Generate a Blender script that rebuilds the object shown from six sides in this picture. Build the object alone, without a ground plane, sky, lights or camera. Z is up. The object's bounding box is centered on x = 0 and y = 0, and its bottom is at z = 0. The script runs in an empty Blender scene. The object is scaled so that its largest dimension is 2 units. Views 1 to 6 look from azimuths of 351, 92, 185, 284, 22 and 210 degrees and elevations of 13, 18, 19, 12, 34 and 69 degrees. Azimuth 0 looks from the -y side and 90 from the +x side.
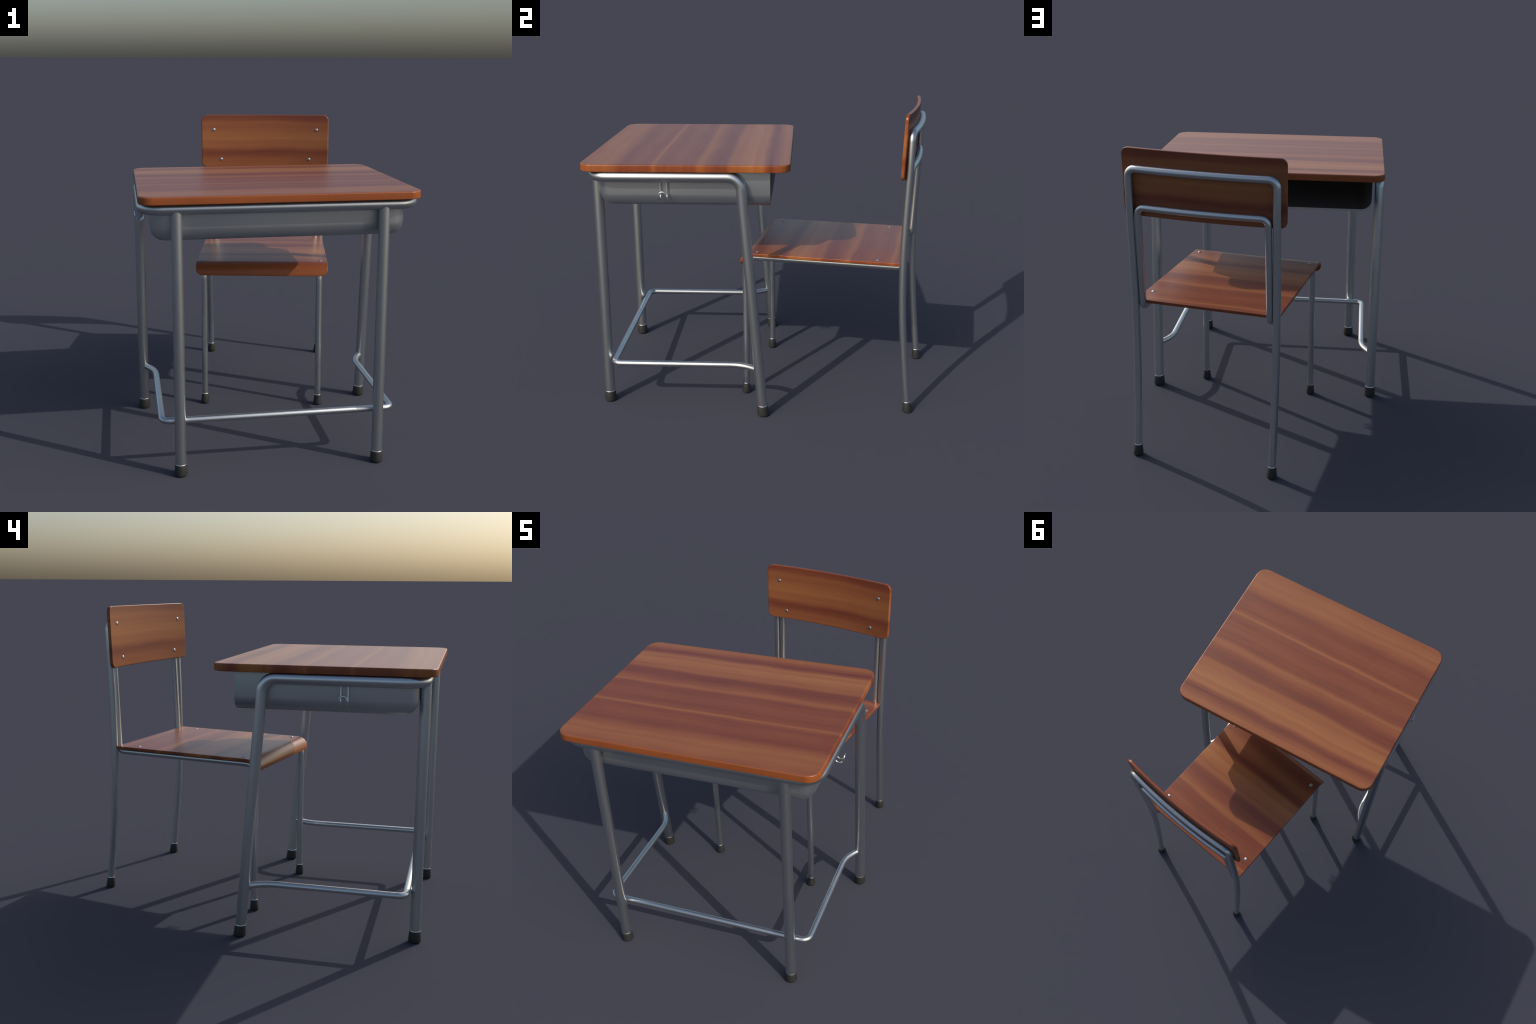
"""A school desk with a wooden top on a bent steel tube frame, and a matching
tubular chair pulled slightly askew behind it."""
import math
import bpy
import bmesh
from mathutils import Vector, Matrix

# ------------------------------------------------------------------ helpers


def smooth_by_angle(mesh, degrees):
    mesh.shade_smooth()
    mesh.set_sharp_from_angle(angle=math.radians(degrees))


def flat_weighted_normals(mesh, degrees, cap=10.0):
    """Area-weighted vertex normals: big faces stay flat and only the narrow
    rounded edges bend the shading, as on a chamfered board."""
    mesh.shade_smooth()
    limit = math.cos(math.radians(degrees))
    around = [[] for _ in mesh.vertices]
    for p in mesh.polygons:
        for v in p.vertices:
            around[v].append(p.index)
    polys = mesh.polygons
    out = []
    for p in polys:
        for v in p.vertices:
            n = Vector((0, 0, 0))
            for q in around[v]:
                if polys[q].normal.dot(p.normal) > limit:
                    n += polys[q].normal * min(polys[q].area, cap)
            out.append(tuple(n.normalized()))
    mesh.normals_split_custom_set(out)
    mesh.update()


def add_object(name, mesh, parent, material=None):
    ob = bpy.data.objects.new(name, mesh)
    bpy.context.scene.collection.objects.link(ob)
    ob.parent = parent
    if material is not None and not mesh.materials:
        mesh.materials.append(material)
    return ob


def add_empty(name, location=(0, 0, 0), yaw=0.0):
    ob = bpy.data.objects.new(name, None)
    ob.empty_display_size = 0.1
    ob.location = location
    ob.rotation_euler = (0, 0, yaw)
    bpy.context.scene.collection.objects.link(ob)
    return ob


def fillet_path(points, steps=5):
    """points: list of (xyz, radius). Sharp corners of the polyline are
    replaced by circular arcs of the given radius."""
    pts = [Vector(p[0]) for p in points]
    out = [pts[0]]
    for i in range(1, len(pts) - 1):
        r = points[i][1]
        p, a, b = pts[i], pts[i - 1], pts[i + 1]
        if r <= 0:
            out.append(p)
            continue
        u, v = (a - p).normalized(), (b - p).normalized()
        half = u.angle(v) / 2
        cut = r / math.tan(half)
        centre = p + (u + v).normalized() * (r / math.sin(half))
        s, e = p + u * cut - centre, p + v * cut - centre
        total = s.angle(e)
        axis = s.cross(e).normalized()
        for k in range(steps + 1):
            out.append(centre + Matrix.Rotation(total * k / steps, 3, axis) @ s)
    out.append(pts[-1])
    return out


def sweep(path, radius, sides=16, start=None):
    """Rings of (point, normal) pairs around a path, by parallel transport."""
    n = len(path)
    tang = []
    for i in range(n):
        a = (path[i] - path[i - 1]).normalized() if i else None
        b = (path[i + 1] - path[i]).normalized() if i < n - 1 else None
        tang.append(((a or b) + (b or a)).normalized())
    ref = Vector(start) if start else Vector((0.0, 1.0, 0.0))
    if abs(ref.dot(tang[0])) > 0.9:
        ref = Vector((1.0, 0.0, 0.0))
    side = (ref - tang[0] * ref.dot(tang[0])).normalized()
    rings = []
    for i in range(n):
        if i:
            side = tang[i - 1].rotation_difference(tang[i]) @ side
            side = (side - tang[i] * side.dot(tang[i])).normalized()
        up = tang[i].cross(side)
        stretch = 1.0
        if 0 < i < n - 1:
            stretch = 1.0 / max(0.6, (path[i] - path[i - 1]).normalized().dot(tang[i]))
        # the bend plane direction is widened so that mitred tubes keep their width
        bend = Vector((0, 0, 0))
        if 0 < i < n - 1:
            bend = (path[i + 1] - path[i]).normalized() - (path[i] - path[i - 1]).normalized()
            bend = bend.normalized() if bend.length > 1e-6 else Vector((0, 0, 0))
        ring = []
        for k in range(sides):
            t = 2 * math.pi * (k + 0.5) / sides
            nrm = side * math.cos(t) + up * math.sin(t)
            off = nrm * radius
            off += bend * (off.dot(bend) * (stretch - 1.0))
            ring.append((path[i] + off, nrm))
        rings.append(ring)
    return rings


def tube_mesh(name, rings, close_start=False, close_end=False):
    """A tube piece with the exact radial normals of the whole tube, so that
    pieces cut from one tube join without a visible seam."""
    sides = len(rings[0])
    verts = [v for ring in rings for v, _ in ring]
    normals = [n for ring in rings for _, n in ring]
    faces = []
    for i in range(len(rings) - 1):
        for k in range(sides):
            a, b = i * sides + k, i * sides + (k + 1) % sides
            faces.append((a, b, b + sides, a + sides))
    body = len(faces)
    if close_start:
        faces.append(tuple(reversed(range(sides))))
    if close_end:
        faces.append(tuple((len(rings) - 1) * sides + k for k in range(sides)))
    me = bpy.data.meshes.new(name)
    me.from_pydata([tuple(v) for v in verts], [], faces)
    me.shade_smooth()
    loop_normals = []
    for poly in me.polygons:
        for li in poly.loop_indices:
            vi = me.loops[li].vertex_index
            loop_normals.append(tuple(normals[vi]) if poly.index < body else tuple(poly.normal))
    me.normals_split_custom_set(loop_normals)
    me.update()
    return me


def tube_pieces(path, radius, cuts, sides=16):
    """Split the rings of one tube at path heights given as ring indices."""
    rings = sweep(path, radius, sides)
    edges = [0] + cuts + [len(rings) - 1]
    return [rings[a:b + 1] for a, b in zip(edges[:-1], edges[1:])]


def insert_at_height(path, z, rising=True):
    """Add a path point where the path crosses height z; returns its index."""
    order = range(len(path) - 1)
    if not rising:
        order = reversed(order)
    for i in order:
        a, b = path[i], path[i + 1]
        lo, hi = (a, b) if rising else (b, a)
        if lo.z < z < hi.z:
            path.insert(i + 1, a.lerp(b, (z - a.z) / (b.z - a.z)))
            return i + 1
    raise ValueError("height not on path")


def rounded_outline(x0, x1, y0, y1, radii, steps=5):
    """Rounded rectangle; radii for corners (x1,y0), (x1,y1), (x0,y1), (x0,y0)."""
    pts = []
    corners = [(x1, y0, -90), (x1, y1, 0), (x0, y1, 90), (x0, y0, 180)]
    for (cx, cy, a0), r in zip(corners, radii):
        if r <= 0:
            pts.append((cx, cy))
            continue
        mx = cx - r if cx == x1 else cx + r
        my = cy - r if cy == y1 else cy + r
        for k in range(steps + 1):
            t = math.radians(a0 + 90 * k / steps)
            pts.append((mx + r * math.cos(t), my + r * math.sin(t)))
    return pts


def board_mesh(name, box, radii, thickness, edge_round, cuts_x=(), cuts_y=(), shape=None,
               steps=2, corner_steps=5, angle=50, low_round=None, cap=10.0):
    """A board with a rounded rectangle for outline, its top face at z = 0,
    with rounded edges; it can be sliced into strips and bent by shape(x, y, z)."""
    x0, x1, y0, y1 = box
    bm = bmesh.new()
    levels = []
    for k in range(steps + 1):
        t = math.radians(90 * k / steps)
        levels.append((edge_round * (1 - math.sin(t)), -edge_round * (1 - math.cos(t))))
    f = 1.0 if low_round is None else low_round / edge_round
    levels += [(i * f, -thickness - z * f) for i, z in reversed(levels)]
    rings = []
    for inset, z in levels:
        pts = rounded_outline(x0 + inset, x1 - inset, y0 + inset, y1 - inset,
                              [max(r - inset, 0.0008) for r in radii], corner_steps)
        rings.append([bm.verts.new((x, y, z)) for x, y in pts])
    bm.faces.new(rings[0])
    bm.faces.new(list(reversed(rings[-1])))
    n = len(rings[0])
    for hi, lo in zip(rings[:-1], rings[1:]):
        for i in range(n):
            j = (i + 1) % n
            bm.faces.new((lo[i], lo[j], hi[j], hi[i]))
    for axis, cuts in ((Vector((1, 0, 0)), cuts_x), (Vector((0, 1, 0)), cuts_y)):
        for c in cuts:
            bmesh.ops.bisect_plane(bm, geom=bm.verts[:] + bm.edges[:] + bm.faces[:],
                                   plane_co=axis * c, plane_no=axis)
    if shape:
        for v in bm.verts:
            v.co = Vector(shape(*v.co))
    bmesh.ops.recalc_face_normals(bm, faces=bm.faces[:])
    me = bpy.data.meshes.new(name)
    bm.to_mesh(me)
    bm.free()
    flat_weighted_normals(me, angle, cap)
    return me


def lathe_mesh(name, profile, sides=16, lean=(0.0, 0.0), angle=40, closed_ends=True):
    """profile: list of (radius, height). lean shears the axis sideways."""
    bm = bmesh.new()
    rings = []
    for r, z in profile:
        ox, oy = lean[0] * z, lean[1] * z
        if r < 1e-6:
            rings.append([bm.verts.new((ox, oy, z))])
        else:
            rings.append([bm.verts.new((ox + r * math.cos(2 * math.pi * (k + .5) / sides),
                                        oy + r * math.sin(2 * math.pi * (k + .5) / sides), z))
                          for k in range(sides)])
    for a, b in zip(rings[:-1], rings[1:]):
        for k in range(sides):
            m = (k + 1) % sides
            if len(a) == 1:
                bm.faces.new((a[0], b[k], b[m])) if len(b) > 1 else None
            elif len(b) == 1:
                bm.faces.new((a[k], a[m], b[0]))
            else:
                bm.faces.new((a[k], a[m], b[m], b[k]))
    bmesh.ops.recalc_face_normals(bm, faces=bm.faces[:])
    me = bpy.data.meshes.new(name)
    bm.to_mesh(me)
    bm.free()
    smooth_by_angle(me, angle)
    return me


# ---------------------------------------------------------------- materials


def new_material(name):
    mat = bpy.data.materials.new(name)
    mat.use_nodes = True
    nt = mat.node_tree
    nt.nodes.clear()
    out = nt.nodes.new("ShaderNodeOutputMaterial")
    bsdf = nt.nodes.new("ShaderNodeBsdfPrincipled")
    nt.links.new(bsdf.outputs["BSDF"], out.inputs["Surface"])
    return mat, nt, bsdf


class Nodes:
    """Small helper that adds and wires shader nodes."""

    def __init__(self, nt):
        self.nt = nt

    def put(self, socket, value):
        if hasattr(value, "is_output"):
            self.nt.links.new(value, socket)
        else:
            socket.default_value = value

    def math(self, op, a, b=0.0, clamp=False):
        n = self.nt.nodes.new("ShaderNodeMath")
        n.operation, n.use_clamp = op, clamp
        self.put(n.inputs[0], a)
        self.put(n.inputs[1], b)
        return n.outputs[0]

    def combine(self, x, y, z):
        n = self.nt.nodes.new("ShaderNodeCombineXYZ")
        for s, v in zip(n.inputs, (x, y, z)):
            self.put(s, v)
        return n.outputs[0]

    def noise(self, vector, scale, detail=2.0, rough=0.5):
        n = self.nt.nodes.new("ShaderNodeTexNoise")
        self.put(n.inputs["Vector"], vector)
        n.inputs["Scale"].default_value = scale
        n.inputs["Detail"].default_value = detail
        n.inputs["Roughness"].default_value = rough
        return n.outputs["Fac"]

    def ramp(self, fac, stops, mode='LINEAR'):
        n = self.nt.nodes.new("ShaderNodeValToRGB")
        cr = n.color_ramp
        cr.interpolation = mode
        while len(cr.elements) > 1:
            cr.elements.remove(cr.elements[-1])
        for i, (p, c) in enumerate(stops):
            e = cr.elements[0] if i == 0 else cr.elements.new(p)
            e.position = p
            e.color = (c, c, c, 1) if isinstance(c, (int, float)) else (*c, 1)
        self.put(n.inputs["Fac"], fac)
        return n.outputs["Color"]

    def map_range(self, v, a, b, c, d):
        n = self.nt.nodes.new("ShaderNodeMapRange")
        self.put(n.inputs["Value"], v)
        for k, x in zip((1, 2, 3, 4), (a, b, c, d)):
            n.inputs[k].default_value = x
        return n.outputs["Result"]


# the bands of the veneer across the grain: (distance in metres, lightness)
VENEER_BANDS = [
    (-1.00, .46), (-.915, .74), (-.89, .56), (-.865, .74), (-.765, .20),
    (-.70, .36), (-.635, .22), (-.608, .34), (-.592, .76), (-.575, .36), (-.54, .22), (-.47, .38),
    (-.41, .24), (-.372, .26), (-.350, .72), (-.325, .52), (-.245, .10), (-.205, .18),
    (-.175, .66), (-.145, .56), (-.118, .78), (-.07, .98), (-.052, .74), (-.018, .84), (.006, .34),
    (.028, .06), (.062, .40), (.105, .70), (.180, .26), (.215, .26), (.285, .52),
]
WOOD_DARK = (0.146, 0.036, 0.020)
WOOD_RED = (0.215, 0.061, 0.028)
WOOD_MID = (0.280, 0.094, 0.036)
WOOD_PALE = (0.345, 0.132, 0.047)


def wood_material(name, grain_axis, across_axis, sign, offset, seed, contrast=1.0):
    """Reddish veneer. across = sign * coordinate + offset picks the band."""
    mat, nt, bsdf = new_material(name)
    N = Nodes(nt)
    co = nt.nodes.new("ShaderNodeTexCoord").outputs["Object"]
    sep = nt.nodes.new("ShaderNodeSeparateXYZ")
    nt.links.new(co, sep.inputs[0])
    axes = dict(zip("xyz", sep.outputs))
    rest = [a for a in "xyz" if a not in (grain_axis, across_axis)][0]
    u = axes[grain_axis]
    v = N.math('ADD', N.math('MULTIPLY', axes[across_axis], sign), offset)
    w = axes[rest]
    # slow wander of the bands along the grain
    slow = N.noise(N.combine(N.math('ADD', N.math('MULTIPLY', u, 1.9), seed), N.math('MULTIPLY', v, 3.0), 0.0), 1.0, 2.0, 0.45)
    wob = N.noise(N.combine(N.math('ADD', N.math('MULTIPLY', u, 7.0), seed), N.math('MULTIPLY', v, 9.0), 4.0), 1.0, 1.0)
    vv = N.math('ADD', v, N.math('MULTIPLY', N.math('SUBTRACT', slow, 0.5), 0.036))
    vv = N.math('ADD', vv, N.math('MULTIPLY', N.math('SUBTRACT', wob, 0.5), 0.010))
    span0, span1 = -1.02, 0.31
    fac = N.map_range(vv, span0, span1, 0.0, 1.0)
    tone = N.ramp(fac, [((p - span0) / (span1 - span0), c) for p, c in VENEER_BANDS])
    tone = N.math('ADD', N.math('MULTIPLY', tone, contrast), 0.40 * (1.0 - contrast))
    # streaks and fine fibres, long along the grain
    streak = N.noise(N.combine(N.math('MULTIPLY', u, 1.5), N.math('MULTIPLY', vv, 50.0), seed), 1.0, 4.0, 0.62)
    fibre = N.noise(N.combine(N.math('MULTIPLY', u, 9.0), N.math('MULTIPLY', vv, 330.0), N.math('MULTIPLY', w, 60.0)), 1.0, 2.0, 0.6)
    cloud = N.noise(N.combine(N.math('MULTIPLY', u, 3.2), N.math('MULTIPLY', vv, 9.0), seed + 7.0), 1.0, 2.0, 0.5)
    t = N.math('ADD', tone, N.math('MULTIPLY', N.math('SUBTRACT', streak, 0.5), 0.46))
    t = N.math('ADD', t, N.math('MULTIPLY', N.math('SUBTRACT', fibre, 0.5), 0.13))
    t = N.math('ADD', t, N.math('MULTIPLY', N.math('SUBTRACT', cloud, 0.5), 0.26), clamp=True)
    colour = N.ramp(t, [(0.0, WOOD_DARK), (0.32, WOOD_RED), (0.62, WOOD_MID), (1.0, WOOD_PALE)])
    # open pores: sparse short dark specks
    vor = nt.nodes.new("ShaderNodeTexVoronoi")
    vor.inputs["Scale"].default_value = 1.0
    nt.links.new(N.combine(N.math('MULTIPLY', u, 42.0), N.math('MULTIPLY', vv, 75.0), N.math('MULTIPLY', w, 40.0)), vor.inputs["Vector"])
    speck = N.math('LESS_THAN', vor.outputs["Distance"], 0.13)
    pick = nt.nodes.new("ShaderNodeTexWhiteNoise")
    nt.links.new(vor.outputs["Position"], pick.inputs["Vector"])
    speck = N.math('MULTIPLY', speck, N.math('GREATER_THAN', pick.outputs["Value"], 0.86))
    mix = nt.nodes.new("ShaderNodeMix")
    mix.data_type = 'RGBA'
    mix.blend_type = 'MULTIPLY'
    nt.links.new(N.math('MULTIPLY', speck, 0.5), mix.inputs["Factor"])
    nt.links.new(colour, mix.inputs[6])
    mix.inputs[7].default_value = (0.35, 0.30, 0.30, 1)
    # faces turned away from a board's main face get a warmer, more saturated orange tint in the base colour
    turn = nt.nodes.new("ShaderNodeSeparateXYZ")
    nt.links.new(nt.nodes["Texture Coordinate"].outputs["Normal"], turn.inputs[0])
    facing = N.math('ABSOLUTE', dict(zip("xyz", turn.outputs))[rest])
    warm = nt.nodes.new("ShaderNodeMix")
    warm.data_type, warm.blend_type = 'RGBA', 'MULTIPLY'
    nt.links.new(N.map_range(facing, 0.25, 0.85, 1.0, 0.0), warm.inputs["Factor"])
    nt.links.new(mix.outputs[2], warm.inputs[6])
    warm.inputs[7].default_value = (1.14, 0.98, 0.66, 1)
    nt.links.new(warm.outputs[2], bsdf.inputs["Base Color"])
    # uneven sheen: matt speckle gathered in drifting patches
    grit = N.noise(co, 210.0, 1.0)
    patch = N.map_range(cloud, 0.45, 0.65, 0.0, 1.0)
    sheen = N.math('MULTIPLY', N.math('SUBTRACT', grit, 0.5), N.math('MULTIPLY', patch, 0.30))
    nt.links.new(N.math('ADD', N.map_range(fibre, 0.2, 0.8, 0.30, 0.34), sheen), bsdf.inputs["Roughness"])
    bsdf.inputs["Specular IOR Level"].default_value = 0.40
    return mat


def metal_material(name, colour, roughness, metallic=1.0):
    """Smooth satin steel with clean continuous highlights; only the tint
    drifts a little from place to place."""
    mat, nt, bsdf = new_material(name)
    N = Nodes(nt)
    co = nt.nodes.new("ShaderNodeTexCoord").outputs["Object"]
    n = N.noise(co, 2.5, 1.0, 0.4)
    bsdf.inputs["Metallic"].default_value = metallic
    bsdf.inputs["Roughness"].default_value = roughness
    lo = tuple(c * 0.97 for c in colour)
    hi = tuple(min(1, c * 1.03) for c in colour)
    nt.links.new(N.ramp(n, [(0.3, lo), (0.7, hi)]), bsdf.inputs["Base Color"])
    return mat


def rubber_material(name):
    mat, nt, bsdf = new_material(name)
    N = Nodes(nt)
    co = nt.nodes.new("ShaderNodeTexCoord").outputs["Object"]
    n = N.noise(co, 60.0, 3.0)
    nt.links.new(N.ramp(n, [(0.3, (0.018, 0.0178, 0.017)), (0.7, (0.026, 0.0255, 0.0245))]), bsdf.inputs["Base Color"])
    bsdf.inputs["Roughness"].default_value = 0.62
    return mat


desk_wood = wood_material("desk_veneer", "x", "y", 1.0, 0.0, 3.1)
seat_wood = wood_material("seat_veneer", "x", "y", -1.0, 0.26, 5.4, 1.0)
back_wood = wood_material("backrest_veneer", "x", "z", -1.0, 1.505, 8.3, 0.78)
steel = metal_material("satin_steel", (0.60, 0.625, 0.635), 0.375)
sheet = metal_material("pressed_sheet_steel", (0.56, 0.59, 0.60), 0.41, 0.95)
bright = metal_material("bright_steel", (0.78, 0.79, 0.80), 0.29)
dull = metal_material("dull_screw_steel", (0.44, 0.46, 0.48), 0.46)
rubber = rubber_material("black_rubber")

# --------------------------------------------------------------------- desk
desk = add_empty("school_desk")
desk["label"] = "school desk with reddish wooden top and grey steel tube legs"
desk["category"] = "desk"

TOP_Z, UNDER_Z = 1.4750, 1.4340
HALF_W, FRONT_Y, BACK_Y = 0.7112, -1.0000, 0.1360
TUBE_R = 0.0295
RAIL_X, RAIL_Y, RAIL_Z = 0.6893, -0.9405, 1.4055

top = board_mesh("tabletop", (-HALF_W, HALF_W, FRONT_Y, BACK_Y), [0.071] * 4, TOP_Z - UNDER_Z, 0.0075, steps=2, angle=75, low_round=0.004,
                 shape=lambda x, y, z: (x, y, z + TOP_Z))
add_object("tabletop", top, desk, desk_wood)

CAP_H = 0.066


def cap_profile(r_tube, r_top, r_low, h=CAP_H):
    return [(0.0, 0.0), (r_low * 0.88, 0.0), (r_low * 0.97, 0.004), (r_low, 0.012),
            (r_top + (r_low - r_top) * 0.45, h * 0.55), (r_top, h - 0.0035), (r_tube - 0.0006, h + 0.0005)]


def pale_rim_profile(r_tube, r_top, h=CAP_H):
    """Thin pale rim, modelled along the upper lip of the rubber."""
    return [(r_top + 0.0004, h - 0.0034), (r_top + 0.0002, h - 0.0026), (r_tube + 0.0003, h + 0.0004)]


def add_caps(leg, x, y, r_tube, r_top, r_low, lean, shared={}):
    key = (r_tube, r_top, r_low, lean)
    if key not in shared:
        shared[key] = (lathe_mesh("foot_cap", cap_profile(r_tube, r_top, r_low), lean=lean),
                       lathe_mesh("pale_foot_rim", pale_rim_profile(r_tube, r_top), lean=lean))
    cap, ring = shared[key]
    add_object("foot_cap", cap, leg, rubber).location = (x, y, 0)
    add_object("pale_foot_rim", ring, leg, steel).location = (x, y, 0)


# frame: one bent tube makes both back legs and the rail under the top
back_foot = (0.685, -0.012)
path = fillet_path([
    ((back_foot[0], back_foot[1] - 0.003, 0.03), 0),
    ((RAIL_X - 0.002, -0.1330, RAIL_Z), 0.072),
    ((RAIL_X, RAIL_Y, RAIL_Z), 0.100),
    ((-RAIL_X, RAIL_Y, RAIL_Z), 0.100),
    ((-RAIL_X + 0.002, -0.1330, RAIL_Z), 0.072),
    ((-back_foot[0], back_foot[1] - 0.003, 0.03), 0)], steps=6)
i0 = insert_at_height(path, 1.24, True)
i1 = insert_at_height(path, 1.24, False)
right, rail, left = tube_pieces(path, TUBE_R, [i0, i1])
add_object("frame_rail", tube_mesh("frame_rail", rail), desk, steel)
legs = [add_object("leg", tube_mesh("leg", right, close_start=True), desk, steel),
        add_object("leg", tube_mesh("leg", left, close_end=True), desk, steel)]
for leg, sx in zip(legs, (1, -1)):
    add_caps(leg, sx * back_foot[0], back_foot[1], TUBE_R, 0.0308, 0.0350, (0, -0.087))

# front legs are welded under the rail
for sx in (-1, 1):
    p = [Vector((sx * 0.5265, -0.9405, 0.03)), Vector((sx * 0.5255, -0.9395, 0.6)), Vector((sx * 0.5245, -0.9385, RAIL_Z - 0.004))]
    leg = add_object("leg", tube_mesh("leg", sweep(p, TUBE_R - 0.0004), close_start=True), desk, steel)
    add_caps(leg, sx * 0.5268, -0.9408, TUBE_R, 0.0308, 0.0350, (0, 0))

# foot bar
BAR_X, BAR_Y, BAR_Z = 0.6165, -0.8885, 0.282
half = [((0.682, -0.036, BAR_Z), 0), ((BAR_X, -0.140, BAR_Z), 0.22), ((BAR_X, BAR_Y, BAR_Z), 0.042)]
mirror = [((-x, y, z), r) for (x, y, z), r in reversed(half)]
bar = fillet_path(half + mirror, steps=5)
add_object("foot_bar", tube_mesh("foot_bar", sweep(bar, 0.0178, 14, start=(0, 0, 1))), desk, steel)

# storage tray: a deep pressed box, open at the back, under the top
TRAY_W, TRAY_BACK, TRAY_FRONT, TRAY_LOW = 0.654, 0.027, -0.909, 1.2305


def tray_mesh():
    bm = bmesh.new()
    bmesh.ops.create_cube(bm, size=1.0)
    for v in bm.verts:
        v.co.x = math.copysign(TRAY_W, v.co.x)
        v.co.y = TRAY_BACK if v.co.y > 0 else TRAY_FRONT
        v.co.z = UNDER_Z - 0.0012 if v.co.z > 0 else TRAY_LOW
    drop = [f for f in bm.faces if f.normal.y > 0.9 or f.normal.z > 0.9]
    bmesh.ops.delete(bm, geom=drop, context='FACES_ONLY')
    fold = [e for e in bm.edges if len(e.link_faces) == 2]
    bmesh.ops.bevel(bm, geom=fold, offset=0.072, segments=4, profile=0.5, affect='EDGES')
    bmesh.ops.recalc_face_normals(bm, faces=bm.faces[:])
    centre = Vector((0, -0.44, 1.5))
    out = sum((f.normal.dot(f.calc_center_median() - centre)) for f in bm.faces)
    if out < 0:
        bmesh.ops.reverse_faces(bm, faces=bm.faces[:])
    bmesh.ops.solidify(bm, geom=bm.faces[:], thickness=0.013)
    bmesh.ops.recalc_face_normals(bm, faces=bm.faces[:])
    me = bpy.data.meshes.new("storage_tray")
    bm.to_mesh(me)
    bm.free()
    smooth_by_angle(me, 50)
    return me


add_object("storage_tray", tray_mesh(), desk, sheet)

# bag hooks: a bent wire on each side, hung from the rail
def hook_half(y):
    return [((0.666, y, 1.392), 0), ((0.671, y, 1.2855), 0.022), ((0.7175, y, 1.2855), 0.021)]


for sx in (1, -1):
    yb, yf, ym = -0.5295, -0.5655, -0.5475
    pts = hook_half(yb) + [((0.7185, yb, 1.329), 0.0165), ((0.7185, yf, 1.329), 0.0165)] + list(reversed(hook_half(yf)))
    pts = [((sx * x, y, z), r) for (x, y, z), r in pts]
    add_object("bag_hook", tube_mesh("bag_hook", sweep(fillet_path(pts, 6), 0.0043, 10), True, True), desk, bright)

# -------------------------------------------------------------------- chair
chair = add_empty("school_chair", (0.043, -0.0615, 0), math.radians(-10.7))
chair["label"] = "school chair with wooden seat and curved backrest on steel tubes"
chair["category"] = "chair"

OUT_R, IN_R = 0.0208, 0.0187


def rear_y(z):
    return 0.9779 - 0.0943 * z - 0.0586 * z ** 2 + 0.1386 * z ** 3 - 0.0478 * z ** 4


def rear_x(z):
    return 0.3913 + 0.0021 * z


def bow(x, half_span):
    return 0.142 * (half_span ** 2 - x * x)


# outer tube: rear legs running up into the upper crossbar of the back
TOP_BAR_Z = 1.6310
rise = [((rear_x(z), rear_y(z), z), 0) for z in (0.03, .2, .35, .5, .6, .7, .8, .9, 1.0, 1.15, 1.3, 1.45)]
ye = rear_y(TOP_BAR_Z)
rise.append(((0.3946, ye, TOP_BAR_Z), 0.042))
across = [((x, ye + bow(x, 0.3946), TOP_BAR_Z), 0) for x in (0.30, 0.2, 0.1, 0.0, -0.1, -0.2, -0.30)]
fall = [((-x, y, z), r) for (x, y, z), r in reversed(rise)]
path = fillet_path(rise + across + fall, steps=5)
i0 = insert_at_height(path, 0.92, True)
i1 = insert_at_height(path, 0.92, False)
right, bow_part, left = tube_pieces(path, OUT_R, [i0, i1])
add_object("back_frame", tube_mesh("back_frame", bow_part), chair, steel)
for rings, sx, start in ((right, 1, True), (left, -1, False)):
    leg = add_object("leg", tube_mesh("leg", rings, close_start=start, close_end=not start), chair, steel)
    add_caps(leg, sx * 0.3913, 0.9779, OUT_R, 0.0222, 0.0285, (0, -0.097))

# inner tube: front legs, seat rails, uprights and the lower crossbar
SEAT_Z, SEAT_T = 0.9065, 0.0178
IN_Z = SEAT_Z - SEAT_T - IN_R
LOW_BAR_Z = 1.4302
rise = [((0.3535, 0.0, 0.03), 0), ((0.3492, -0.0025, IN_Z), 0.055), ((0.3545, 0.9065, IN_Z), 0.031),
        ((0.3500, 0.9305, LOW_BAR_Z), 0.036)]
across = [((x, 0.9305 + bow(x, 0.35), LOW_BAR_Z), 0) for x in (0.26, 0.17, 0.085, 0.0, -0.085, -0.17, -0.26)]
fall = [((-x, y, z), r) for (x, y, z), r in reversed(rise)]
path = fillet_path(rise + across + fall, steps=5)
i0 = insert_at_height(path, 0.80, True)
i1 = insert_at_height(path, 0.80, False)
right, mid, left = tube_pieces(path, IN_R, [i0, i1], sides=14)
add_object("seat_frame", tube_mesh("seat_frame", mid), chair, steel)
for rings, sx, start in ((right, 1, True), (left, -1, False)):
    leg = add_object("leg", tube_mesh("leg", rings, close_start=start, close_end=not start), chair, steel)
    add_caps(leg, sx * 0.3535, -0.002, IN_R, 0.0202, 0.0264, (0, 0))

# seat: moulded ply that curls down over the front
LIP_R, LIP_TURN, LIP_Y = 0.062, math.radians(82), -0.0250
ARC_START = LIP_Y + LIP_R        # y where the top surface starts to curl
ARC_LEN = LIP_R * LIP_TURN


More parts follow.
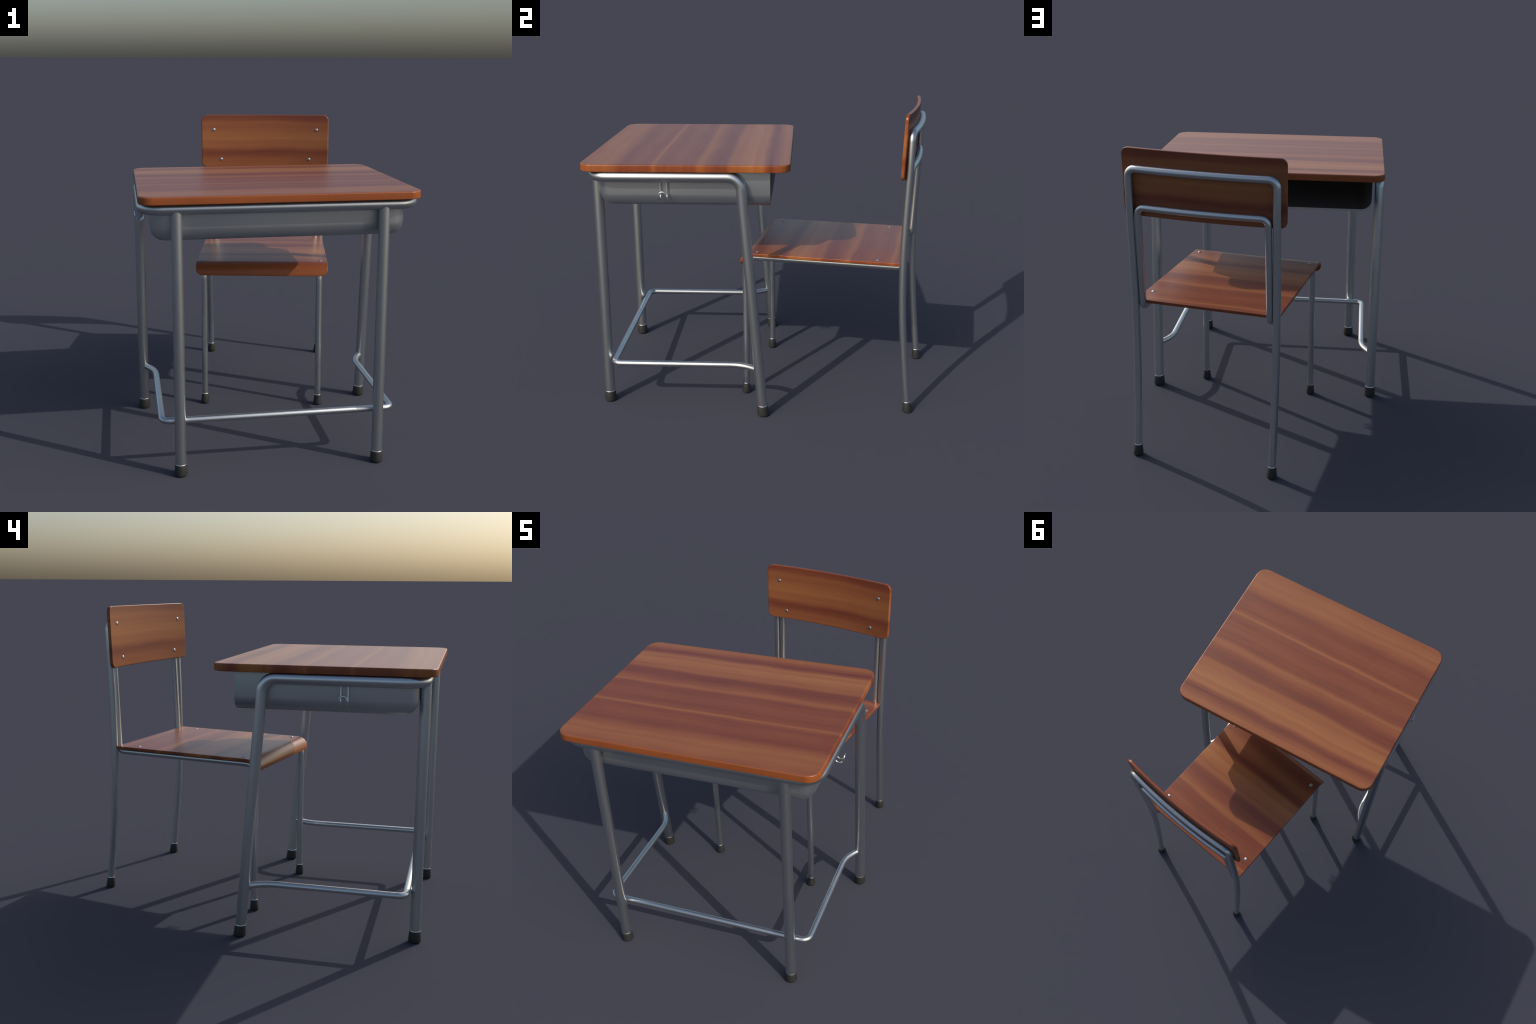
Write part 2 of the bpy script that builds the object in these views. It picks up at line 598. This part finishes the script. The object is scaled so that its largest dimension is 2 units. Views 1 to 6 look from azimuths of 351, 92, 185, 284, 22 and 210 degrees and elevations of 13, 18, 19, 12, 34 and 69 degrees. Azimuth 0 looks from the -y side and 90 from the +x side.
def seat_shape(x, s, d):
    """s runs along the top surface from the curl line, d is depth below it."""
    if s >= 0:
        return (x, ARC_START + s, SEAT_Z + d)
    a = min(-s / LIP_R, LIP_TURN)
    extra = max(0.0, -s - ARC_LEN)
    y = ARC_START - (LIP_R + d) * math.sin(a) - extra * math.cos(a)
    z = SEAT_Z - LIP_R + (LIP_R + d) * math.cos(a) - extra * math.sin(a)
    return (x, y, z)


drop_end = 0.0210
seat_back = 0.8975 - ARC_START
cuts = [0.02] + [-ARC_LEN * k / 4 for k in range(0, 5)]
seat = board_mesh("seat", (-0.4005, 0.4005, -(ARC_LEN + drop_end), seat_back), [0.040, 0.006, 0.006, 0.040],
                  SEAT_T, 0.0030, cuts_y=cuts, shape=seat_shape, steps=2, corner_steps=4, angle=60, cap=0.006)
add_object("seat", seat, chair, seat_wood)

# backrest: bowed ply board
BACK_W, BACK_Z0, BACK_Z1, BACK_T = 0.4365, 1.3785, 1.7362, 0.0200


def back_face(x, z):
    return 0.9130 + 0.0378 * (z - 1.53) - 0.142 * x * x


def back_shape(x, h, d):
    z = h
    slope = -2 * 0.142 * x
    n = Vector((slope, -1.0, 0.0378)).normalized()
    p = Vector((x, back_face(x, z), z)) + n * d
    return tuple(p)


cuts = [BACK_W * k / 8 for k in range(-7, 8)]
back = board_mesh("backrest", (-BACK_W, BACK_W, BACK_Z0, BACK_Z1), [0.036] * 4, BACK_T, 0.0048, cuts_x=cuts, shape=back_shape, steps=2, angle=75)
add_object("backrest", back, chair, back_wood)

# dome-headed screws
R = 0.0112
dome = lathe_mesh("screw", [(0.0, -0.002), (R, -0.002), (R, 0.0006), (R * .93, 0.0017), (R * .74, 0.0028), (R * .42, 0.0036), (0.0, 0.0039)], sides=14, angle=60)
dome.materials.append(dull)
for x, y in ((-0.352, 0.071), (0.357, 0.071), (-0.352, 0.7685), (0.356, 0.7685)):
    s = add_object("screw", dome, chair)
    s.location = (x, y, SEAT_Z)
for x, z in ((-0.353, 1.635), (0.354, 1.635), (-0.303, 1.4325), (0.305, 1.4325)):
    s = add_object("screw", dome, chair)
    s.location = (x, back_face(x, z), z)
    n = Vector((-2 * 0.142 * x, -1.0, 0.0378)).normalized()
    s.rotation_euler = n.to_track_quat('Z', 'Y').to_euler()
